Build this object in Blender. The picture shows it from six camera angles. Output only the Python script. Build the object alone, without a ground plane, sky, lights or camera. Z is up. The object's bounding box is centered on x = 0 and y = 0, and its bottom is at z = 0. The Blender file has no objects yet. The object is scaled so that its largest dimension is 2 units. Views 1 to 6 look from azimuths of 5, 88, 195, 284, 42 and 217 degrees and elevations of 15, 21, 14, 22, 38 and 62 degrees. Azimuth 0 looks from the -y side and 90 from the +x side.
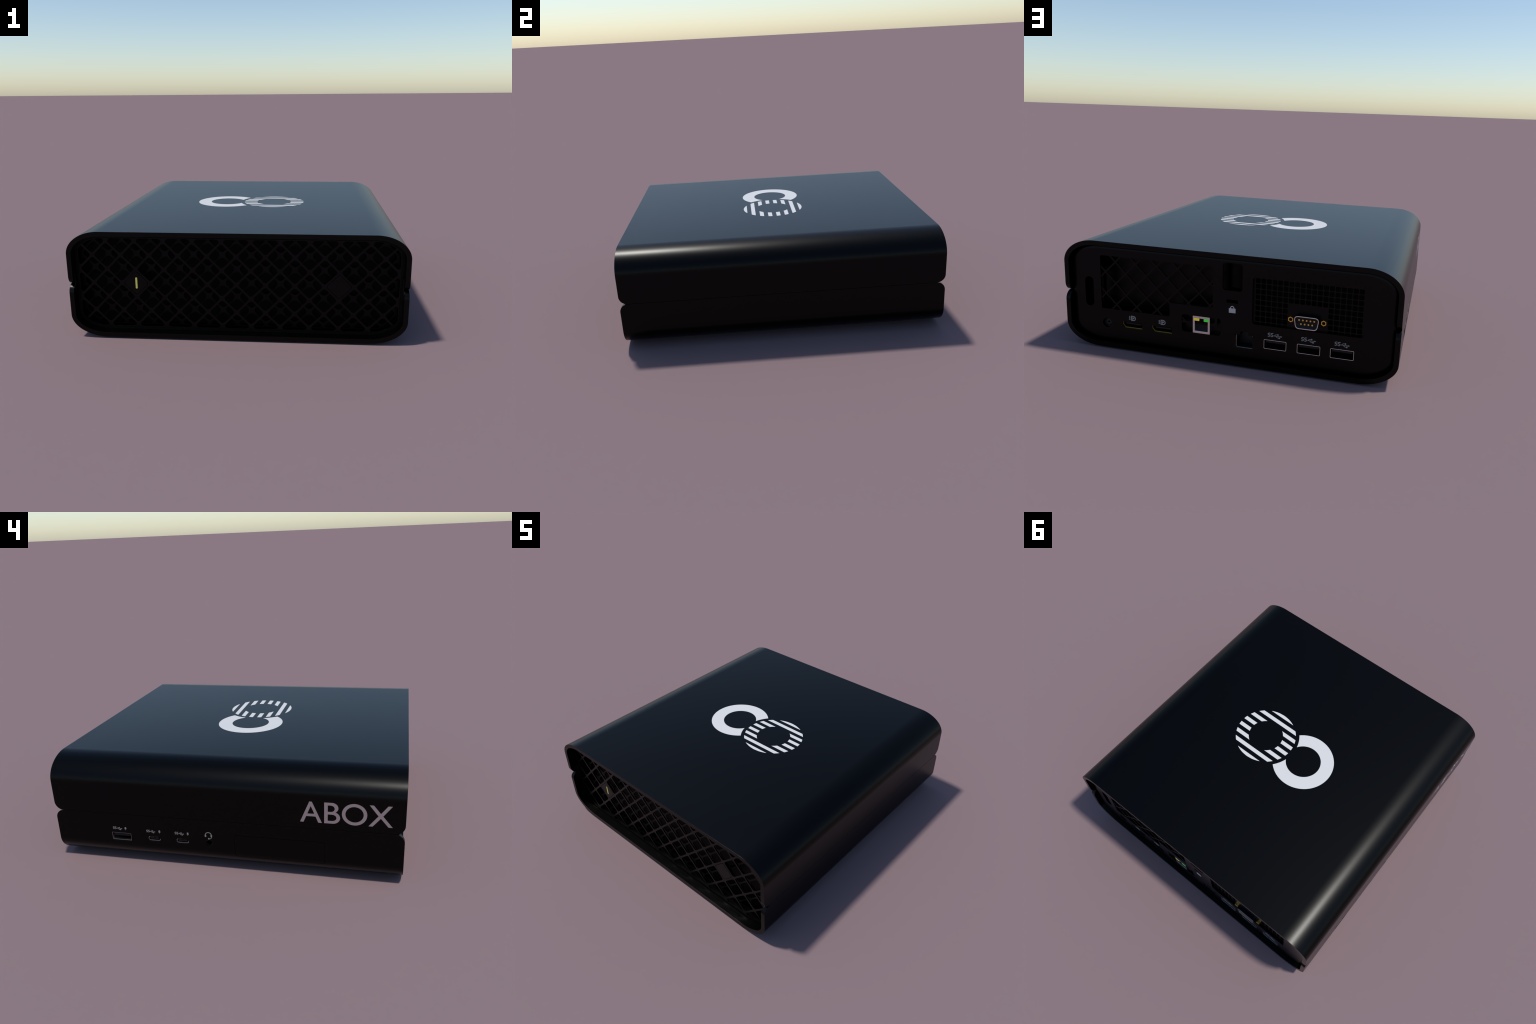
# A small black desktop computer: two U-shaped covers, a recessed diamond grille in
# front, a connector panel behind, sockets and lettering on the left side wall,
# and a printed two-ring emblem on the lid.  Metres, z up, front faces -y.
import bpy, bmesh, math
from mathutils import Vector

PI = math.pi

# ---------------------------------------------------------------- materials
def material(name, color, rough=0.4, metallic=0.0, spec=0.5, coat=0.0, grain=0.0, grain_scale=250.0,
             rough_var=0.0, emit=0.0, tint=0.0):
    m = bpy.data.materials.new(name)
    m.use_nodes = True
    nt = m.node_tree
    b = nt.nodes["Principled BSDF"]
    b.inputs["Metallic"].default_value = metallic
    b.inputs["Specular IOR Level"].default_value = spec
    b.inputs["Coat Weight"].default_value = coat
    tc = nt.nodes.new("ShaderNodeTexCoord")
    nz = nt.nodes.new("ShaderNodeTexNoise")
    nz.inputs["Scale"].default_value = grain_scale
    nz.inputs["Detail"].default_value = 3.0
    nt.links.new(tc.outputs["Object"], nz.inputs["Vector"])
    # colour: a barely visible procedural mottling round the base colour
    ramp = nt.nodes.new("ShaderNodeValToRGB")
    lo = [c * (1.0 - tint) for c in color]
    hi = [min(1.0, c * (1.0 + tint)) for c in color]
    ramp.color_ramp.elements[0].color = (*lo, 1)
    ramp.color_ramp.elements[1].color = (*hi, 1)
    ramp.color_ramp.elements[0].position = 0.3
    ramp.color_ramp.elements[1].position = 0.7
    nt.links.new(nz.outputs["Fac"], ramp.inputs["Fac"])
    nt.links.new(ramp.outputs["Color"], b.inputs["Base Color"])
    mr = nt.nodes.new("ShaderNodeMapRange")
    mr.inputs["To Min"].default_value = rough - rough_var
    mr.inputs["To Max"].default_value = rough + rough_var
    nt.links.new(nz.outputs["Fac"], mr.inputs["Value"])
    nt.links.new(mr.outputs["Result"], b.inputs["Roughness"])
    if grain > 0:
        bp = nt.nodes.new("ShaderNodeBump")
        bp.inputs["Strength"].default_value = grain
        bp.inputs["Distance"].default_value = 0.001
        nt.links.new(nz.outputs["Fac"], bp.inputs["Height"])
        nt.links.new(bp.outputs["Normal"], b.inputs["Normal"])
    if emit > 0:
        b.inputs["Emission Color"].default_value = (*color, 1)
        b.inputs["Emission Strength"].default_value = emit
    return m

BLACK = material("satin_black_metal", (0.0135, 0.0136, 0.0135), 0.308, metallic=1.0, rough_var=0.01, tint=0.05)
PLASTIC = material("black_plastic", (0.0136, 0.0133, 0.0136), 0.32, metallic=1.0, rough_var=0.02, tint=0.05)
DEEP = material("inner_black", (0.0008, 0.0007, 0.0007), 0.5, spec=0.15, rough_var=0.03, tint=0.1)
SHADOW = material("dark_speckled_backing", (0.0070, 0.0062, 0.0062), 0.5, metallic=1.0, grain=0.4, grain_scale=160, rough_var=0.05, tint=0.3)  # darker than the bars and screen in front of it, faintly speckled
INNER = material("inner_plastic", (0.0110, 0.0104, 0.0108), 0.4, metallic=1.0, rough_var=0.03, tint=0.1)  # black plastic, darkened for the shade behind the front bars
NAVY = material("navy_reflection_tinted_steel", (0.012, 0.022, 0.040), 0.3, metallic=1.0, rough_var=0.03, tint=0.1)  # navy baked into the colour: dark sky reflection on plain connector steel
WHITE = material("printed_white", (0.59, 0.59, 0.58), 0.5, spec=0.3, tint=0.01)
LABEL = material("printed_grey_white", (0.47, 0.46, 0.43), 0.5, spec=0.3, tint=0.02)
FAINT = material("printed_dim_grey", (0.17, 0.165, 0.165), 0.5, spec=0.3, tint=0.02)
MIDGREY = material("printed_mid_grey", (0.27, 0.265, 0.255), 0.5, spec=0.3, tint=0.02)
SILVER = material("brushed_steel", (0.74, 0.72, 0.72), 0.25, metallic=1.0, rough_var=0.04, tint=0.02)
LETTER = material("satin_steel_lettering", (0.62, 0.62, 0.63), 0.3, metallic=1.0, rough_var=0.02, tint=0.01)
DARKSTEEL = material("dark_steel", (0.05, 0.055, 0.06), 0.3, metallic=1.0, rough_var=0.05, tint=0.05)
GOLD = material("gold_plating", (0.90, 0.56, 0.13), 0.25, metallic=1.0, rough_var=0.04, tint=0.03)
DULLGOLD = material("dull_gold_plating", (0.50, 0.36, 0.09), 0.35, metallic=1.0, rough_var=0.04, tint=0.03)
TONGUE = material("socket_tongue", (0.004, 0.006, 0.009), 0.35, spec=0.25, rough_var=0.03, tint=0.1)
RUBBER = material("black_rubber", (0.006, 0.006, 0.006), 0.8, spec=0.2, grain=0.2, grain_scale=120, tint=0.2)
LAMP = material("indicator_lamp_yellow", (0.45, 0.42, 0.105), 0.4, emit=0.22, tint=0.01)
LED_Y = material("indicator_amber", (0.60, 0.48, 0.02), 0.4, emit=0.35, tint=0.01)
LED_G = material("indicator_green", (0.015, 0.55, 0.02), 0.4, emit=0.38, tint=0.01)

# ---------------------------------------------------------------- thing
root = bpy.data.objects.new("desktop_computer", None)
bpy.context.scene.collection.objects.link(root)
root["label"] = "flat black mini desktop computer with white ring emblem on top"
root["category"] = "computer"

def add(name, mesh, mat=None, parent=None, loc=(0, 0, 0)):
    ob = bpy.data.objects.new(name, mesh)
    bpy.context.scene.collection.objects.link(ob)
    ob.parent = parent or root
    ob.location = loc
    if mat is not None and not mesh.materials:
        mesh.materials.append(mat)
    return ob

def apply_mods(ob):
    dg = bpy.context.evaluated_depsgraph_get()
    me = bpy.data.meshes.new_from_object(ob.evaluated_get(dg), depsgraph=dg)
    old = ob.data
    ob.modifiers.clear()
    ob.data = me
    me.name = ob.name
    bpy.data.meshes.remove(old)

def finish(ob, bevel=0.0, seg=2, angle=40, weighted=True):
    if bevel > 0:
        m = ob.modifiers.new("b", "BEVEL")
        m.width = bevel; m.segments = seg
        m.limit_method = "ANGLE"; m.angle_limit = math.radians(angle)
        m.harden_normals = False
    for p in ob.data.polygons:
        p.use_smooth = True
    if bevel > 0:
        apply_mods(ob)
    ob.data.set_sharp_from_angle(angle=math.radians(angle))
    if weighted:
        w = ob.modifiers.new("w", "WEIGHTED_NORMAL")
        w.keep_sharp = True
        apply_mods(ob)
    return ob

def flatten(ob, axis, limit=0.99995):
    """Planar wall faces get their own flat normals."""
    for p in ob.data.polygons:
        if abs(p.normal[axis]) > limit: p.use_smooth = False

def mesh_from(bm, name):
    bmesh.ops.remove_doubles(bm, verts=bm.verts, dist=1e-6)
    bmesh.ops.recalc_face_normals(bm, faces=bm.faces)
    me = bpy.data.meshes.new(name)
    bm.to_mesh(me); bm.free()
    return me

# ---------------------------------------------------------------- outlines
def arc(cx, cy, rx, ry, a0, a1, n):
    return [(cx + rx * math.cos(a0 + (a1 - a0) * i / n), cy + ry * math.sin(a0 + (a1 - a0) * i / n)) for i in range(n + 1)]

def rrect(x0, x1, y0, y1, r=0.0, n=5):
    if x0 > x1: x0, x1 = x1, x0
    if r <= 0:
        return [(x1, y0), (x1, y1), (x0, y1), (x0, y0)]
    return (arc(x1 - r, y0 + r, r, r, -PI / 2, 0, n) + arc(x1 - r, y1 - r, r, r, 0, PI / 2, n)
            + arc(x0 + r, y1 - r, r, r, PI / 2, PI, n) + arc(x0 + r, y0 + r, r, r, PI, 1.5 * PI, n))

def circle(cx, cy, r, n=32, ph=0.0):
    return [(cx + r * math.cos(ph + 2 * PI * i / n), cy + r * math.sin(ph + 2 * PI * i / n)) for i in range(n)]

def area(p):
    return 0.5 * sum(p[i][0] * p[(i + 1) % len(p)][1] - p[(i + 1) % len(p)][0] * p[i][1] for i in range(len(p)))

def clip_convex(subject, clipper):
    """Sutherland-Hodgman; both outlines run counter-clockwise."""
    out = subject
    for i in range(len(clipper)):
        a, b = clipper[i], clipper[(i + 1) % len(clipper)]
        ex, ey = b[0] - a[0], b[1] - a[1]
        if abs(ex) + abs(ey) < 1e-9:
            continue
        side = lambda p: ex * (p[1] - a[1]) - ey * (p[0] - a[0])
        src, out = out, []
        for j in range(len(src)):
            p, q = src[j], src[(j + 1) % len(src)]
            sp, sq = side(p), side(q)
            if sp >= 0: out.append(p)
            if (sp > 0 > sq) or (sp < 0 < sq):
                t = sp / (sp - sq)
                out.append((p[0] + t * (q[0] - p[0]), p[1] + t * (q[1] - p[1])))
        if len(out) < 3: return []
    clean = []
    for p in out:
        if not clean or math.dist(p, clean[-1]) > 1e-4: clean.append(p)
    if len(clean) > 2 and math.dist(clean[0], clean[-1]) < 1e-4: clean.pop()
    return clean

def round_corners(poly, r, n=5, min_turn=25):
    out = []
    N = len(poly)
    for i in range(N):
        p0, p, p1 = Vector(poly[i - 1]), Vector(poly[i]), Vector(poly[(i + 1) % N])
        a, b = p0 - p, p1 - p
        la, lb = a.length, b.length
        a.normalize(); b.normalize()
        turn = PI - a.angle(b)
        if math.degrees(turn) < min_turn:
            out.append(tuple(p)); continue
        t = min(r * math.tan(turn / 2), 0.48 * la, 0.48 * lb)
        s, e = p + a * t, p + b * t
        for k in range(n + 1):
            u = k / n
            out.append(tuple(s * (1 - u) ** 2 + p * 2 * u * (1 - u) + e * u * u))
    return out

def to3(axis, a, b, v):
    return {"y": (a, v, b), "x": (v, a, b), "z": (a, b, v)}[axis]

def plate(name, outer, holes, axis, v0, v1, mat, bevel=0.0, parent=None, seg=2):
    """Solid sheet between the planes v0 and v1 of an axis, with holes right through it."""
    bm = bmesh.new()
    edges = []
    for loop in [outer] + list(holes):
        vs = [bm.verts.new(to3(axis, a, b, v0)) for a, b in loop]
        edges += [bm.edges.new((vs[i], vs[(i + 1) % len(vs)])) for i in range(len(vs))]
    bmesh.ops.triangle_fill(bm, use_beauty=True, use_dissolve=True, edges=edges)
    bmesh.ops.dissolve_limit(bm, angle_limit=0.001, verts=[], edges=[e for e in bm.edges if len(e.link_faces) == 2])
    ext = bmesh.ops.extrude_face_region(bm, geom=bm.faces[:], use_keep_orig=True)
    d = v1 - v0
    off = {"y": (0, d, 0), "x": (d, 0, 0), "z": (0, 0, d)}[axis]
    bmesh.ops.translate(bm, vec=off, verts=[g for g in ext["geom"] if isinstance(g, bmesh.types.BMVert)])
    ob = add(name, mesh_from(bm, name), mat, parent)
    finish(ob, bevel, seg=seg, angle=35)
    return ob

def loft(name, rings, mat, parent=None, cap=(False, False), angle=40, bevel=0.0):
    bm = bmesh.new()
    R = [[bm.verts.new(p) for p in ring] for ring in rings]
    n = len(R[0])
    for a, b in zip(R, R[1:]):
        for i in range(n):
            bm.faces.new((a[i], a[(i + 1) % n], b[(i + 1) % n], b[i]))
    if cap[0]: bm.faces.new(R[0])
    if cap[1]: bm.faces.new(R[-1])
    ob = add(name, mesh_from(bm, name), mat, parent)
    finish(ob, bevel, angle=angle)
    return ob

def join(name, obs, parent=None):
    """Joins meshes (world-aligned, at the origin) into one object."""
    bm = bmesh.new()
    mats = []
    for o in obs:
        for m in o.data.materials:
            if m not in mats: mats.append(m)
    for o in obs:
        s = len(bm.faces)
        bm.from_mesh(o.data)
        bm.faces.ensure_lookup_table()
        idx = mats.index(o.data.materials[0])
        for f in bm.faces[s:]: f.material_index = idx
    me = bpy.data.meshes.new(name)
    bm.to_mesh(me); bm.free()
    for m in mats: me.materials.append(m)
    for o in obs:
        d = o.data
        bpy.data.objects.remove(o)
        bpy.data.meshes.remove(d)
    me.set_sharp_from_angle(angle=math.radians(35))
    return add(name, me, None, parent)

# ---------------------------------------------------------------- body section
HW, ZB, ZT = 0.9649, 0.0064, 0.6359         # half width, underside, lid
TRX, TRZ = 0.193, 0.135                   # elliptical upper corners
BRX, BRZ = 0.212, 0.133                   # elliptical lower corners
WALL = 0.0275
SEAM_T, SEAM_B = 0.3211, 0.3195           # edges of the two covers along the side seam
MOUTH = 0.05                              # rounding of the covers' corners at the seam

def half_section(top, n=44):
    """Right half of one cover: (x, z, nx, nz) from the seam to the middle, with the mouth's y end."""
    pts = []
    zs = SEAM_T if top else SEAM_B
    sg = 1 if top else -1
    rx, rz = (TRX, TRZ) if top else (BRX, BRZ)
    zend = (ZT - rz) if top else (ZB + rz)
    for k in range(13):
        t = PI / 2 * k / 12
        pts.append((HW, zs + sg * MOUTH * (1 - math.cos(t)), 1.0, 0.0, 1 - MOUTH + MOUTH * math.sin(t)))
    for f in (0.5, 0.96):
        z0 = zs + sg * MOUTH
        pts.append((HW, z0 + (zend - z0) * f, 1.0, 0.0, 1.0))
    for k in range(n + 1):
        t = PI / 2 * k / n
        c, s = math.cos(t), math.sin(t)
        nx, nz = c / rx, s / rz
        l = math.hypot(nx, nz)
        pts.append((HW - rx + rx * c, zend + sg * rz * s, nx / l, sg * nz / l, 1.0))
    for x in (HW - rx - 0.012, 0.0):
        pts.append((x, ZT if top else ZB, 0.0, float(sg), 1.0))
    return pts

def cover(name, top):
    h = half_section(top)
    path = h + [(-x, z, -nx, nz, ye) for x, z, nx, nz, ye in reversed(h[:-1])]
    bm = bmesh.new()
    cols = (-1.0, -0.99, -0.9, -0.3, 0.3, 0.9, 0.99, 1.0)
    outer, inner = [], []
    for x, z, nx, nz, ye in path:
        ys = [c if abs(c) < 0.95 else (math.copysign(ye, c) if abs(c) == 1 else math.copysign(ye - 0.010, c)) for c in cols]
        outer.append([bm.verts.new((x, y, z)) for y in ys])
        inner.append([bm.verts.new((x - nx * WALL, y, z - nz * WALL)) for y in ys])
    m, n = len(path), len(cols)
    for G in (outer, inner):
        for i in range(m - 1):
            for j in range(n - 1):
                bm.faces.new((G[i][j], G[i + 1][j], G[i + 1][j + 1], G[i][j + 1]))
    for i in range(m - 1):
        for j in (0, n - 1):
            bm.faces.new((outer[i][j], outer[i + 1][j], inner[i + 1][j], inner[i][j]))
    for j in range(n - 1):
        for i in (0, m - 1):
            bm.faces.new((outer[i][j], outer[i][j + 1], inner[i][j + 1], inner[i][j]))
    ob = add(name, mesh_from(bm, name), BLACK)
    finish(ob, 0.0009, seg=2, angle=45, weighted=False)
    return ob

def section(off, n=20):
    """Closed outline of the whole body, offset inwards by off (counter-clockwise in x, z)."""
    def corner(rx, rz, cz, sg, x_sign, rev):
        out = []
        for k in range(n + 1):
            t = PI / 2 * k / n
            c, s = math.cos(t), math.sin(t)
            nx, nz = c / rx, s / rz
            l = math.hypot(nx, nz)
            out.append((x_sign * (HW - rx + rx * c - off * nx / l), cz + sg * (rz * s - off * nz / l)))
        return out[::-1] if rev else out
    return (corner(BRX, BRZ, ZB + BRZ, -1, 1, True) + corner(TRX, TRZ, ZT - TRZ, 1, 1, False)
            + corner(TRX, TRZ, ZT - TRZ, 1, -1, True) + corner(BRX, BRZ, ZB + BRZ, -1, -1, False))

def ring(off, y):
    return [(x, y, z) for x, z in section(off)]

def true_normals(ob, top):
    """Exact normals of the rounded section, so cut-outs leave no shading marks on the covers."""
    me = ob.data
    rx, rz = (TRX, TRZ) if top else (BRX, BRZ)
    cz = ZT - TRZ if top else ZB + BRZ
    sg = 1 if top else -1
    out = [None] * len(me.loops)
    for p in me.polygons:
        p.use_smooth = True
        fn = p.normal
        for li in p.loop_indices:
            x, y, z = me.vertices[me.loops[li].vertex_index].co
            dx, dz = max(0.0, abs(x) - (HW - rx)), max(0.0, sg * (z - cz))
            best = fn
            for w, flip in ((0.0, 1), (WALL, -1)):
                n = Vector((math.copysign(dx / (rx - w) ** 2, x), 0, sg * dz / (rz - w) ** 2))
                if dz == 0: n = Vector((math.copysign(1, x), 0, 0))
                elif dx == 0: n = Vector((0, 0, sg))
                n = n.normalized() * flip
                if n.dot(fn) > 0.93: best = n
            out[li] = tuple(best)
    me.normals_split_custom_set(out)

top_cover = cover("top_cover", True)
true_normals(top_cover, True)
bottom_cover = cover("bottom_cover", False)

# ---------------------------------------------------------------- cut-outs in the left wall
LW = -HW
def cut(ob, loops, v0, v1, axis="x"):
    cutters = []
    for outer, holes in loops:
        c = plate("cutter", outer, holes, axis, v0, v1, DEEP)
        cutters.append(c)
    for c in cutters:
        md = ob.modifiers.new("cut", "BOOLEAN")
        md.operation = "DIFFERENCE"; md.solver = "EXACT"; md.object = c
    apply_mods(ob)
    for c in cutters:
        d = c.data
        bpy.data.objects.remove(c); bpy.data.meshes.remove(d)

USB_L = (0.536, 0.657, 0.1515, 0.2000)            # y0 y1 z0 z1
TYPEC = [(0.392, 0.1777), (0.2205, 0.1777)]       # centre y, z
JACK = (0.0625, 0.1783)
PANEL = (-0.5895, -0.0865, 0.1067, 0.2418)
cut(bottom_cover, [(rrect(USB_L[0], USB_L[1], USB_L[2], USB_L[3], 0.004), [])]
    + [(rrect(cy - 0.0375, cy + 0.0375, cz - 0.0135, cz + 0.0135, 0.0134, 8), []) for cy, cz in TYPEC]
    + [(circle(JACK[0], JACK[1], 0.0190, 32), [])], LW - 0.02, LW + 0.06)
cut(bottom_cover, [(rrect(PANEL[0], PANEL[1], PANEL[2], PANEL[3], 0.016, 6),
                    [rrect(PANEL[0] + 0.0018, PANEL[1] - 0.0018, PANEL[2] + 0.0018, PANEL[3] - 0.0018, 0.0143, 6)])],
    LW - 0.02, LW + 0.010)
true_normals(bottom_cover, False)

# ---------------------------------------------------------------- core, feet
loft("inner_chassis", [ring(0.100, -0.74), ring(0.100, 0.72)], DEEP, cap=(True, True))
for sx in (-1, 1):                       # strips that back the seam between the covers
    strip = [(sx * (HW - 0.0055), 0.3120), (sx * (HW - 0.0055), 0.3280), (sx * (HW - 0.0260), 0.3280), (sx * (HW - 0.0260), 0.3120)]
    loft("seam_strip", [[(x, y, z) for x, z in strip] for y in (-0.938, 0.938)], DEEP, cap=(True, True))
    lip = [(sx * (HW - WALL - 0.0015), 0.262), (sx * (HW - WALL - 0.0015), 0.380), (sx * (HW - WALL - 0.0055), 0.380), (sx * (HW - WALL - 0.0055), 0.262)]
    loft("seam_lip", [[(x, y, z) for x, z in lip] for y in (-0.976, 0.93)], DEEP, cap=(True, True))
foot_mesh = None
for sx in (-1, 1):
    for sy in (-1, 1):
        if foot_mesh is None:
            f = plate("foot", rrect(-0.09, 0.09, -0.035, 0.035, 0.034, 8), [], "z", 0.0, 0.0075, RUBBER, 0.0015)
            foot_mesh = f.data
        else:
            f = add("foot", foot_mesh)
        f.location = (sx * 0.58, sy * 0.80, 0)

# ---------------------------------------------------------------- front: liner and grilles
GY = -0.945
OPEN = 0.0485                                   # inward offset of the grille opening
PITCH, GCX, GCZ = 1.0 / 6, 0.5835, 0.3215
opening = section(OPEN + 0.0005)
LAMP_CELL, BLANK_CELL = (0, 0), (7, 0)

def diamond(cx, cz, bar):
    h = PITCH / 2 - bar / 2 * math.sqrt(2)
    return [(cx + h, cz), (cx, cz + h), (cx - h, cz), (cx, cz - h)]

def cells(bar, radius, shift, bounds, skip=()):
    out = []
    for j in range(-5, 6):
        for i in range(-6, 15):
            if (i, j) in skip: continue
            cx = -GCX + PITCH * (i + (0.5 if j % 2 else 0.0) + shift)
            cz = GCZ + PITCH / 2 * j
            d = clip_convex(diamond(cx, cz, bar), bounds)
            if len(d) < 3 or area(d) < 1.2e-4: continue
            out.append(round_corners(d, radius))
    return out

BAR = 0.0122
grille = plate("front_grille", section(OPEN - 0.004), cells(BAR, 0.0165, 0.0, opening), "y", GY, GY + 0.007, PLASTIC, 0.0026, seg=3)
plate("grille_flange", section(WALL + 0.0008), [section(OPEN - 0.0035)], "y", GY + 0.006, GY + 0.012, DEEP, parent=grille)  # near-black colour paints the occlusion shadow in the channel round the grille
for k, nm in ((0, "grille_button"), (7, "grille_button")):
    d = round_corners(diamond(-GCX + PITCH * k, GCZ, BAR + 0.0042), 0.0165)
    p = plate(nm, d, [], "y", GY - 0.0004, GY + 0.02, PLASTIC, 0.0012, parent=grille)
    if k == 0:
        plate("indicator_light", rrect(-0.5822 - 0.0057, -0.5822 + 0.0057, 0.2885, 0.3560, 0.0050, 5), [], "y", GY - 0.0012, GY + 0.006, LAMP, 0.0004, parent=p)
inner_bounds = section(OPEN + 0.004)
plate("inner_grille", section(OPEN - 0.002), cells(0.0105, 0.027, 0.5, inner_bounds), "y", GY + 0.042, GY + 0.047, INNER, 0.0010)
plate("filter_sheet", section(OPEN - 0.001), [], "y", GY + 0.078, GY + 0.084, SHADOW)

# ---------------------------------------------------------------- back panel
BY = 0.971
FIL = 0.022
SIDE = 0.014                              # the rounding is broader at the two sides
def rim(f):
    return [(x - math.copysign(SIDE * f, x), z) for x, z in section(WALL + 0.0012 + FIL * f)]
SLOT = (0.7985, 0.8532, 0.2360, 0.4130)
VENT = [(0.0610, 0.3130), (0.3210, 0.3130), (0.3210, 0.2310), (0.7500, 0.2310), (0.7500, 0.5475), (0.0610, 0.5475)]
LATCH = (-0.1085, 0.0045, 0.4250, 0.5790)
KEYHOLE = (-0.0845, -0.0190, 0.3553, 0.3740)
MESH = (-0.7730, -0.1665, 0.2498, 0.5160)
OPTION = (0.0135, 0.2463, 0.1550, 0.2560)
DCJ = (0.7172, 0.1442)
DPS = [(0.5570, 0.1460), (0.3703, 0.1455)]
USBS = [-0.3003, -0.4862, -0.6667]
USBZ = (0.1187, 0.1722)
LAN2 = (-0.1720, -0.0760, 0.1038, 0.1778)

def dp_outline(cx, cz, g=0.0):
    w, h = 0.0630 + g, 0.0188 + g
    return [(cx - w, cz - h), (cx + w - 0.0150, cz - h), (cx + w, cz - h + 0.0170), (cx + w, cz + h), (cx - w, cz + h)]

def lan2_outline(g=0.0):
    x0, x1, z0, z1 = LAN2
    return [(x0 - g, z0 - g), (x1 + g, z0 - g), (x1 + g, z1 - 0.003), (x1 + 0.0105, z1 - 0.003), (x1 + 0.0105, z1 + 0.0015), (x1 - 0.0265, z1 + 0.0015),
            (x1 - 0.0265, z1 + 0.0215), (x0 + 0.0265, z1 + 0.0215), (x0 + 0.0265, z1 + 0.0015), (x0 - 0.0105, z1 + 0.0015), (x0 - 0.0105, z1 - 0.003), (x0 - g, z1 - 0.003)]

holes = [rrect(*SLOT, 0.0265, 8), round_corners(VENT, 0.009, 4), rrect(*LATCH, 0.017, 6), rrect(*KEYHOLE), rrect(*MESH, 0.018, 6),
         rrect(*OPTION, 0.014, 5), circle(DCJ[0], DCJ[1], 0.0295, 36), lan2_outline()]
holes += [dp_outline(cx, cz) for cx, cz in DPS]
holes += [rrect(cx - 0.0640, cx + 0.0640, USBZ[0] - 0.0006, USBZ[1] + 0.0006, 0.006, 4) for cx in USBS]

bm = bmesh.new()
edges = []
edge_ring = rim(1.0)
loops = []
for lp in [edge_ring] + holes:
    vs = [bm.verts.new((a, BY, b)) for a, b in lp]
    loops.append(vs)
    edges += [bm.edges.new((vs[i], vs[(i + 1) % len(vs)])) for i in range(len(vs))]
bmesh.ops.triangle_fill(bm, use_beauty=True, use_dissolve=True, edges=edges)
wall_depth = [0.014, 0.012, 0.012, 0.030, 0.022, 0.045] + [0.030] * 20
for vs, dep in zip(loops[1:], wall_depth):
    back = [bm.verts.new((v.co.x, BY - dep, v.co.z)) for v in vs]
    for i in range(len(vs)):
        bm.faces.new((vs[i], vs[(i + 1) % len(vs)], back[(i + 1) % len(vs)], back[i]))
prev = loops[0]
for k in range(1, 11):
    t = PI / 2 * k / 10
    cur = [bm.verts.new((x, BY - 0.012 * (1 - math.cos(t)), z)) for x, z in rim(1 - math.sin(t))]
    for i in range(len(cur)):
        bm.faces.new((prev[i], prev[(i + 1) % len(cur)], cur[(i + 1) % len(cur)], cur[i]))
    prev = cur
cur = [bm.verts.new((x, 0.80, z)) for x, z in section(WALL + 0.0012)]
for i in range(len(cur)):
    bm.faces.new((prev[i], prev[(i + 1) % len(cur)], cur[(i + 1) % len(cur)], cur[i]))
back_panel = add("back_panel", mesh_from(bm, "back_panel"), PLASTIC)
finish(back_panel, 0, angle=35, weighted=False)
flatten(back_panel, 1)

# vent lattice behind the stepped opening
def vent_cells():
    out = []
    P = 0.1282
    full = [(0.061 - .012, 0.231 - .012), (0.750 + .012, 0.231 - .012), (0.750 + .012, 0.5475 + .012), (0.061 - .012, 0.5475 + .012)]
    h = P / 2 - 0.0098 / 2 * math.sqrt(2)
    for j in range(-2, 8):
        for i in range(-1, 8):
            cx = 0.6552 + P / 2 - P * (i + (0.5 if j % 2 else 0))
            cz = 0.5146 - 0.0636 * j
            hz = h * 0.0636 / 0.0641
            d = clip_convex([(cx + h, cz), (cx, cz + hz), (cx - h, cz), (cx, cz - hz)], full)
            if len(d) >= 3 and area(d) > 5e-5: out.append(round_corners(d, 0.003, 2))
    return out
vent = plate("vent_grille", [(0.036, 0.206), (0.775, 0.206), (0.775, 0.572), (0.036, 0.572)], vent_cells(), "y", BY - 0.0030, BY - 0.011, PLASTIC, 0.001, parent=back_panel, seg=1)
def sheet(name, fn, x0, x1, z0, z1, nx, nz, mat, parent):
    bm = bmesh.new()
    g = [[bm.verts.new((x0 + (x1 - x0) * i / nx, fn(x0 + (x1 - x0) * i / nx, z0 + (z1 - z0) * j / nz), z0 + (z1 - z0) * j / nz)) for j in range(nz + 1)] for i in range(nx + 1)]
    for i in range(nx):
        for j in range(nz):
            bm.faces.new((g[i][j], g[i][j + 1], g[i + 1][j + 1], g[i + 1][j]))
    me = bpy.data.meshes.new(name)
    bm.to_mesh(me); bm.free()
    for p in me.polygons: p.use_smooth = True
    return add(name, me, mat, parent)
sheet("fan_housing", lambda x, z: 0.868, 0.008, 0.78, 0.17, 0.60, 60, 2, PLASTIC, back_panel)

# pockets: floors behind the plain holes
def pocket(name, x0, x1, z0, z1, y, mat=DEEP, parent=back_panel, g=0.012, thick=0.004):
    return plate(name, rrect(x0 - g, x1 + g, z0 - g, z1 + g), [], "y", y, y - thick, mat, parent=parent)
pocket("slot_floor", *SLOT, 0.885)
pocket("lock_slot_floor", *KEYHOLE, 0.86, g=0.004)
sheet("latch_recess", lambda x, z: 0.895 - 0.045 * min(1.0, max(0.0, (x + 0.125) / 0.125)) ** 1.0, -0.125, 0.02, 0.41, 0.595, 12, 2, PLASTIC, back_panel)

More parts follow.
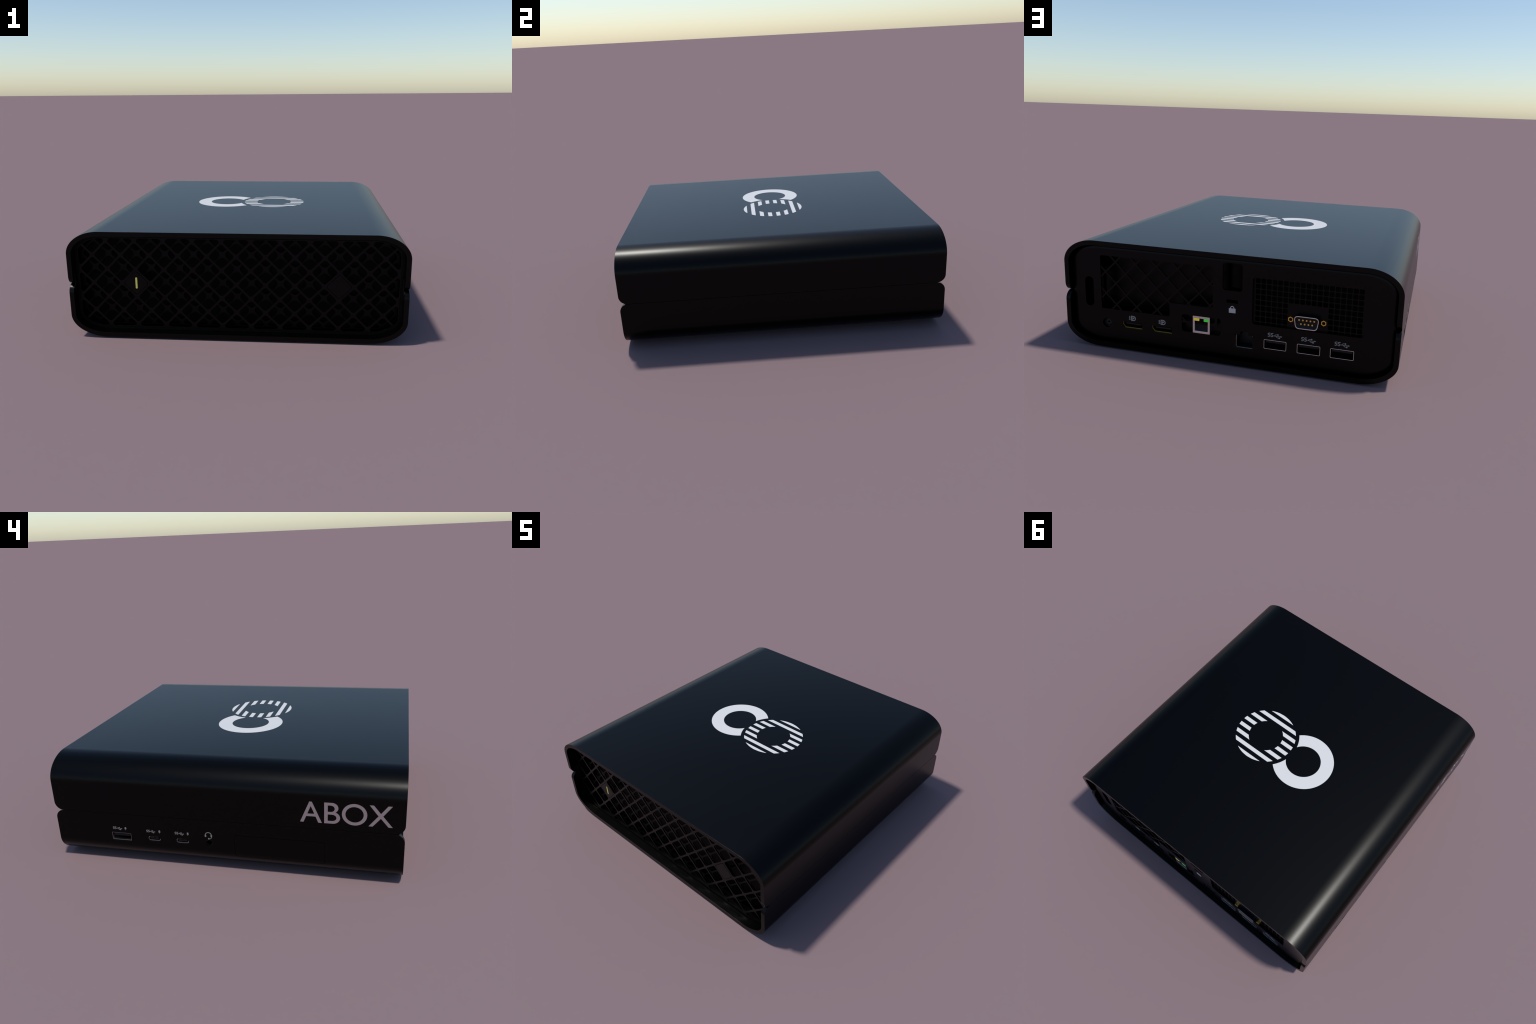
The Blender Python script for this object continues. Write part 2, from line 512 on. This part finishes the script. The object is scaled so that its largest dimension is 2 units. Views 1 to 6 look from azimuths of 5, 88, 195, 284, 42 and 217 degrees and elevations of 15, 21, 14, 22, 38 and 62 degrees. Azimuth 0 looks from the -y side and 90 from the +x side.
# perforated screen, with the blank plate that carries the serial connector
MY, MP = 0.9550, 0.03092
def screen_holes():
    out = []
    for j in range(0, 9):
        for i in range(-1, 20):
            cx, cz = -0.1922 - MP * i, 0.4947 - MP * j
            if j >= 4 and 6 <= i <= 12: continue
            h = 0.0128
            x0, x1 = max(cx - h, MESH[0] - 0.004), min(cx + h, MESH[1] + 0.004)
            z0, z1 = max(cz - h, MESH[2] - 0.012), min(cz + h, MESH[3] + 0.002)
            if x1 - x0 < 0.012 or z1 - z0 < 0.012: continue
            out.append(rrect(x0, x1, z0, z1, 0.0050, 3))
    return out
screen = plate("perforated_screen", rrect(MESH[0] - 0.015, MESH[1] + 0.015, MESH[2] - 0.018, MESH[3] + 0.015), screen_holes(), "y", MY, MY - 0.006, PLASTIC, 0.0008, parent=back_panel, seg=1)
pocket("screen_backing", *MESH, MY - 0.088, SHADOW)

# ---------------------------------------------------------------- serial connector
SY = 0.9860
def d_outline(g):
    return round_corners([(-0.5290 - g * 0.8, 0.2620 - g), (-0.4127 + g * 0.8, 0.2620 - g), (-0.4010 + g, 0.3334 + g), (-0.5412 - g, 0.3334 + g)], 0.0235 + g, 8)
serial = plate("serial_port", d_outline(0.0), [d_outline(-0.0046)], "y", SY, MY - 0.004, SILVER, 0.0007)
plate("serial_reflection_skin", d_outline(0.0008), [d_outline(-0.0005)], "y", SY - 0.0015, MY + 0.0005, NAVY, parent=serial)
plate("connector_insulator", d_outline(-0.0040), [], "y", MY + 0.010, MY - 0.002, TONGUE, parent=serial)
pin_mesh = None
for row in ((5, -0.4293, 0.3088), (4, -0.4399, 0.2872)):
    for k in range(row[0]):
        x, z = row[1] - 0.02045 * k, row[2]
        if pin_mesh is None:
            pn = plate("pin", circle(0, 0, 0.0050, 16), [], "y", 0.0, -0.020, GOLD, 0.0012, parent=serial)
            pin_mesh = pn.data
        else:
            pn = add("pin", pin_mesh, parent=serial)
        pn.location = (x, 0.9760, z)
nut_mesh = None
for x in (-0.3825, -0.5613):
    if nut_mesh is None:
        nt_ = plate("hex_standoff", circle(0, 0, 0.0158, 6, PI / 2), [circle(0, 0, 0.0094, 20)], "y", 0.0, -0.020, GOLD, 0.0008, parent=serial)
        nut_mesh = nt_.data
    else:
        nt_ = add("hex_standoff", nut_mesh, parent=serial)
    nt_.location = (x, 0.9733, 0.3053)

# ---------------------------------------------------------------- network sockets
pocket("option_floor", *OPTION, 0.9380, PLASTIC)
lan = plate("network_port", rrect(0.0778, 0.1790, 0.1548 + 0.0006, 0.2548),
            [[(0.0897, 0.1680), (0.1675, 0.1680), (0.1675, 0.2268), (0.1424, 0.2268), (0.1424, 0.2432), (0.1133, 0.2432), (0.1133, 0.2268), (0.0897, 0.2268)]],
            "y", BY + 0.0008, 0.9295, SILVER, 0.0006)
plate("port_cavity", rrect(0.083, 0.174, 0.163, 0.2475), [], "y", 0.9430, 0.9390, TONGUE, parent=lan)
plate("indicator_light", rrect(0.1412, 0.1733, 0.2288, 0.2424), [], "y", BY + 0.0016, BY - 0.004, LED_Y, 0.0004, parent=lan)
plate("indicator_light", rrect(0.0838, 0.1136, 0.2288, 0.2424), [], "y", BY + 0.0016, BY - 0.004, LED_G, 0.0004, parent=lan)
lan2 = plate("network_port", lan2_outline(0.004), [lan2_outline(-0.0022)], "y", BY - 0.0080, BY - 0.0140, SILVER, 0.0)
plate("port_sleeve", lan2_outline(0.004), [lan2_outline(-0.0022)], "y", BY - 0.0142, 0.880, NAVY, parent=lan2)
plate("port_cavity", rrect(-0.19, -0.06, 0.09, 0.21), [], "y", 0.901, 0.895, TONGUE, parent=lan2)

# ---------------------------------------------------------------- power inlet
jack = plate("power_inlet", circle(DCJ[0], DCJ[1], 0.0340, 36), [circle(DCJ[0], DCJ[1], 0.0235, 36)], "y", BY - 0.019, BY - 0.060, TONGUE, 0.002)
plate("inlet_barrel", circle(DCJ[0], DCJ[1], 0.0212, 36), [circle(DCJ[0], DCJ[1], 0.0050, 16)], "y", BY - 0.016, BY - 0.055, TONGUE, 0.003, parent=jack)
pocket("inlet_floor", DCJ[0] - 0.03, DCJ[0] + 0.03, DCJ[1] - 0.03, DCJ[1] + 0.03, BY - 0.056, DEEP, parent=jack, g=0.002)

# ---------------------------------------------------------------- display sockets
for cx, cz in DPS:
    dp = plate("display_port", dp_outline(cx, cz, 0.004), [dp_outline(cx, cz, -0.0034)], "y", BY - 0.0090, BY - 0.085, DULLGOLD, 0.0006)
    plate("contact_tongue", rrect(cx - 0.053, cx + 0.044, cz + 0.002, cz + 0.0105), [], "y", BY - 0.012, BY - 0.085, TONGUE, 0.001, parent=dp)
    pocket("port_cavity", cx - 0.06, cx + 0.06, cz - 0.017, cz + 0.017, BY - 0.084, DEEP, parent=dp, g=0.003)

# ---------------------------------------------------------------- square data sockets (back and side)
for cx in USBS:
    u = plate("data_port", rrect(cx - 0.0632, cx + 0.0632, USBZ[0], USBZ[1], 0.0055, 4),
              [rrect(cx - 0.0608, cx + 0.0608, USBZ[0] + 0.0024, USBZ[1] - 0.0024, 0.0035, 4)], "y", BY + 0.0007, BY - 0.0050, SILVER, 0.0005)
    plate("port_sleeve", rrect(cx - 0.0632, cx + 0.0632, USBZ[0], USBZ[1], 0.0055, 4), [rrect(cx - 0.0608, cx + 0.0608, USBZ[0] + 0.0024, USBZ[1] - 0.0024, 0.0035, 4)], "y", BY - 0.0052, BY - 0.095, TONGUE, parent=u)
    plate("contact_tongue", rrect(cx - 0.0545, cx + 0.0560, 0.1490, 0.1645), [], "y", BY - 0.016, BY - 0.093, TONGUE, 0.001, parent=u)
    plate("port_cavity", rrect(cx - 0.0615, cx + 0.0615, USBZ[0] + 0.0015, USBZ[1] - 0.0015), [], "y", BY - 0.085, BY - 0.094, TONGUE, parent=u)

y0, y1, z0, z1 = USB_L
u = plate("data_port", rrect(y0 + 0.0003, y1 - 0.0003, z0 + 0.0003, z1 - 0.0003, 0.0038), [rrect(y0 + 0.0030, y1 - 0.0030, z0 + 0.0030, z1 - 0.0030, 0.002)], "x", LW + 0.0036, LW + 0.090, SILVER, 0.0005)
plate("contact_tongue", rrect(y0 + 0.010, y1 - 0.008, z0 + 0.024, z0 + 0.040), [], "x", LW + 0.011, LW + 0.086, TONGUE, 0.001, parent=u)
plate("port_cavity", rrect(y0 + 0.001, y1 - 0.001, z0 + 0.001, z1 - 0.001), [], "x", LW + 0.080, LW + 0.088, TONGUE, parent=u)
for cy, cz in TYPEC:
    c = plate("reversible_port", rrect(cy - 0.0372, cy + 0.0372, cz - 0.0132, cz + 0.0132, 0.0131, 8),
              [rrect(cy - 0.0345, cy + 0.0345, cz - 0.0105, cz + 0.0105, 0.0104, 8)], "x", LW + 0.0042, LW + 0.070, SILVER, 0.0006)
    plate("contact_tongue", rrect(cy - 0.0260, cy + 0.0260, cz - 0.0030, cz + 0.0030, 0.002, 3), [], "x", LW + 0.006, LW + 0.065, TONGUE, 0.0006, parent=c)
    for s in (-1, 1):
        plate("contact", rrect(cy + s * 0.0155 - 0.0095, cy + s * 0.0155 + 0.0095, cz - 0.0036, cz + 0.0036), [], "x", LW + 0.0075, LW + 0.030, GOLD, parent=c)
    plate("port_cavity", rrect(cy - 0.0360, cy + 0.0360, cz - 0.0120, cz + 0.0120, 0.0119, 8), [], "x", LW + 0.055, LW + 0.068, DEEP, parent=c)
aj = plate("audio_socket", circle(*JACK, 0.0187, 32), [circle(*JACK, 0.0152, 32)], "x", LW + 0.0060, LW + 0.060, DARKSTEEL, 0.001)
plate("port_cavity", circle(*JACK, 0.0180, 32), [], "x", LW + 0.052, LW + 0.059, DEEP, parent=aj)

# ---------------------------------------------------------------- emblem on the lid
OC, RO, RI, GAP = 0.1633, 0.2078, 0.1188, 0.2328
EZ0, EZ1 = ZT - 0.0010, ZT + 0.0007
def cross_angle(r, R, d):
    """Angle on a circle of radius r where a circle of radius R at distance d cuts it."""
    return math.acos((r * r + d * d - R * R) / (2 * r * d))
d = 2 * OC
ao, ai = cross_angle(RO, GAP, d), cross_angle(RI, GAP, d)
def on_gap(p):
    return math.atan2(p[1], p[0] - OC) % (2 * PI)
outer_arc = arc(-OC, 0, RO, RO, ao, 2 * PI - ao, 80)
inner_arc = arc(-OC, 0, RI, RI, 2 * PI - ai, ai, 60)
g0, g1 = on_gap(outer_arc[-1]), on_gap(inner_arc[0])
h0, h1 = on_gap(inner_arc[-1]), on_gap(outer_arc[0])
open_ring = (outer_arc + arc(OC, 0, GAP, GAP, g0, g1, 10)[1:-1] + inner_arc + arc(OC, 0, GAP, GAP, h0, h1, 10)[1:-1])
emblem = plate("emblem_open_ring", open_ring, [], "z", EZ1, EZ0, WHITE)
SP, SW = 0.0566, 0.0272
stripe_parts = []
for k in range(-4, 4):
    b0 = (k + 0.5) * SP - SW / 2
    b1 = b0 + SW
    if b0 < 0 and b1 < -RO or b0 > RO: continue
    b0c, b1c = max(b0, -RO + 1e-4), min(b1, RO - 1e-4)
    ys = [b0c + (b1c - b0c) * i / 8 for i in range(9)]
    xo = lambda y: math.sqrt(max(0.0, RO * RO - y * y))
    xi = lambda y: math.sqrt(max(0.0, RI * RI - y * y))
    if max(abs(b0c), abs(b1c)) > RI:      # long stripe or cap, passing outside the hole
        loop = [(OC + xo(y), y) for y in ys] + [(OC - xo(y), y) for y in reversed(ys)]
        stripe_parts.append(loop)
    else:
        for s in (1, -1):
            loop = [(OC + s * xo(y), y) for y in ys] + [(OC + s * xi(y), y) for y in reversed(ys)]
            stripe_parts.append(loop if s > 0 else loop[::-1])
for lp in stripe_parts:
    clean = [p for i, p in enumerate(lp) if math.dist(p, lp[i - 1]) > 1e-4]
    plate("emblem_stripe", clean, [], "z", EZ1, EZ0, WHITE)

# ---------------------------------------------------------------- lettering ABOX on the left wall
def wall_loop(loop):                    # drawn with u to the right; on the left wall u = -y
    return [(-u, v) for u, v in loop]
LV0, LV1 = LW - 0.0006, LW + 0.002
b, t = 0.3574, 0.4772
A_out = [(0.4563, b), (0.4748, b), (0.4890, 0.3920), (0.5386, 0.3920), (0.5530, b), (0.5722, b), (0.5192, t), (0.5058, t)]
A_hole = [(0.4955, 0.4075), (0.5322, 0.4075), (0.5133, 0.4520)]
plate("letter", wall_loop(A_out), [wall_loop(A_hole)], "x", LV0, LV1, LETTER)
B_out = ([(0.5840, b)] + arc(0.6290, b + 0.0340, 0.0378, 0.0340, -PI / 2, PI / 2 * 0.72, 14)
         + arc(0.6245, 0.4475, 0.0330, 0.0297, -PI / 2 * 0.62, PI / 2, 14) + [(0.5840, t)])
B_h1 = [(0.6025, b + 0.0155)] + arc(0.6250, b + 0.0338, 0.0230, 0.0183, -PI / 2, PI / 2, 12) + [(0.6025, b + 0.0521)]
B_h2 = [(0.6025, 0.4250)] + arc(0.6190, 0.4432, 0.0195, 0.0182, -PI / 2, PI / 2, 12) + [(0.6025, 0.4614)]
plate("letter", wall_loop(B_out), [wall_loop(B_h1), wall_loop(B_h2)], "x", LV0, LV1, LETTER)
plate("letter", wall_loop(arc(0.7405, 0.4176, 0.0648, 0.0614, 0, 2 * PI, 56)[:-1]), [wall_loop(arc(0.7405, 0.4176, 0.0466, 0.0440, 0, 2 * PI, 48)[:-1])], "x", LV0, LV1, LETTER)
X_out = [(0.8128, b), (0.8337, b), (0.8742, 0.4052), (0.9142, b), (0.9353, b), (0.8853, 0.4185), (0.9312, t), (0.9092, t), (0.8738, 0.4318), (0.8374, t), (0.8158, t), (0.8620, 0.4180)]
plate("letter", wall_loop(X_out), [], "x", LV0, LV1, LETTER)

# ---------------------------------------------------------------- small printed symbols
def ribbon(pts, w):
    L, R = [], []
    for i, p in enumerate(pts):
        a = Vector(pts[max(0, i - 1)]); c = Vector(pts[min(len(pts) - 1, i + 1)])
        d = (c - a).normalized()
        n = Vector((-d.y, d.x)) * (w / 2)
        L.append((p[0] + n.x, p[1] + n.y)); R.append((p[0] - n.x, p[1] - n.y))
    return L + R[::-1]

def letter_s(x, z, w, h, sk=0.25):
    r = h / 4
    pts = arc(x + w / 2, z + 3 * r, w / 2, r, 0.25 * PI, 1.5 * PI, 12) + arc(x + w / 2, z + r, w / 2, r, 0.5 * PI, -0.75 * PI, 12)[1:]
    return [(px + sk * (pz - z), pz) for px, pz in pts]

def symbol(name, pieces, side, u0, v0, scale, mat=LABEL):
    """pieces: outlines (or (outline, holes)) with u to the right and v up, around the origin."""
    obs = []
    for k, pc in enumerate(pieces):
        outer, hs = pc if isinstance(pc, tuple) else (pc, [])
        lift = 0.0005 + 0.00012 * k
        f = lambda lp: [(-(u0 + u * scale), v0 + v * scale) for u, v in lp]
        if side == "back":
            o = plate("piece", f(outer), [f(x) for x in hs], "y", BY + lift, BY - 0.001, mat)
        else:
            o = plate("piece", f(outer), [f(x) for x in hs], "x", LW - lift, LW + 0.001, mat)
        obs.append(o)
    return join(name, obs)

# superspeed trident, about 0.085 wide and 0.026 high at scale 1
def trident():
    P = [ribbon(letter_s(-0.0425, -0.0060, 0.0135, 0.0200), 0.0040), ribbon(letter_s(-0.0255, -0.0060, 0.0135, 0.0200), 0.0040)]
    P.append(ribbon([(-0.0060, 0.0), (0.0345, 0.0)], 0.0026))
    P.append([(0.0335, -0.0042), (0.0430, 0.0), (0.0335, 0.0042)])
    P.append(ribbon([(-0.0030, 0.0), (0.0030, 0.0070), (0.0090, 0.0090), (0.0160, 0.0090)], 0.0026))
    P.append(circle(0.0180, 0.0090, 0.0042, 14))
    P.append(ribbon([(0.0070, 0.0), (0.0130, -0.0070), (0.0190, -0.0090), (0.0240, -0.0090)], 0.0026))
    P.append(rrect(0.0225, 0.0305, -0.0130, -0.0050))
    return P

def bolt():
    return [[(-0.0030, -0.0105), (0.0068, 0.0030), (0.0012, 0.0030), (0.0045, 0.0105), (-0.0045, 0.0105), (-0.0068, -0.0022), (-0.0010, -0.0022)]]

def display_mark():
    P = [(rrect(-0.0070, 0.0, -0.0150, 0.0150)[0:0] + [(-0.0070, -0.0150)] + arc(0.0085, 0.0, 0.0150, 0.0150, -PI / 2, PI / 2, 14) + [(-0.0070, 0.0150)],
          [[(-0.0015, -0.0100)] + arc(0.0080, 0.0, 0.0103, 0.0100, -PI / 2, PI / 2, 12) + [(-0.0015, 0.0100)]]),
         ([(0.0015, -0.0100)] + [(0.0055, -0.0100), (0.0055, -0.0030)] + arc(0.0085, 0.0015, 0.0050, 0.0048, -PI / 2, PI / 2, 10) + [(0.0015, 0.0063)], [])]
    P.append([(-0.0200, 0.0035), (-0.0105, 0.0035), (-0.0105, 0.0060), (-0.0152, 0.0130), (-0.0200, 0.0060)])
    P.append([(-0.0200, -0.0045), (-0.0105, -0.0045), (-0.0105, -0.0095), (-0.0200, -0.0095)])
    P.append(ribbon([(-0.0152, -0.0046), (-0.0152, 0.0036)], 0.0022))
    return P

def padlock():
    sh = ribbon(arc(0, 0.0115, 0.0098, 0.0105, -0.15, PI + 0.15, 16), 0.0048)
    return [sh, rrect(-0.0193, 0.0193, -0.0155, 0.0105)]

def headset():
    return [ribbon(arc(0, 0.002, 0.0180, 0.0175, -0.05 * PI, 1.05 * PI, 22), 0.0042),
            rrect(-0.0215, -0.0125, -0.0090, 0.0055, 0.003, 3), rrect(0.0125, 0.0215, -0.0090, 0.0055, 0.003, 3),
            ribbon([(0.0180, -0.0085), (0.0160, -0.0150), (0.0100, -0.0190), (0.0030, -0.0195)], 0.0028), circle(0.0015, -0.0190, 0.0048, 12)]

for cx in USBS:
    symbol("data_symbol", trident(), "back", -(cx + 0.0022), 0.1985, 0.97, MIDGREY)
for cx, cz in DPS:
    symbol("display_symbol", display_mark(), "back", -(cx - 0.0010), 0.1902, 1.0, MIDGREY)
symbol("padlock_symbol", padlock(), "back", 0.0527, 0.3150, 1.0, LABEL)
for y, z, sc in ((0.6165, 0.2265, 0.70), (0.4100, 0.2225, 0.66), (0.2363, 0.2235, 0.68)):
    symbol("data_symbol", trident(), "left", -y, z, sc, FAINT)
for y, z in ((0.5654, 0.2275), (0.3559, 0.2235), (0.1848, 0.2245)):
    symbol("charge_symbol", bolt(), "left", -y, z, 1.0, FAINT)
symbol("headset_symbol", headset(), "left", -0.0635, 0.2260, 1.0, FAINT)
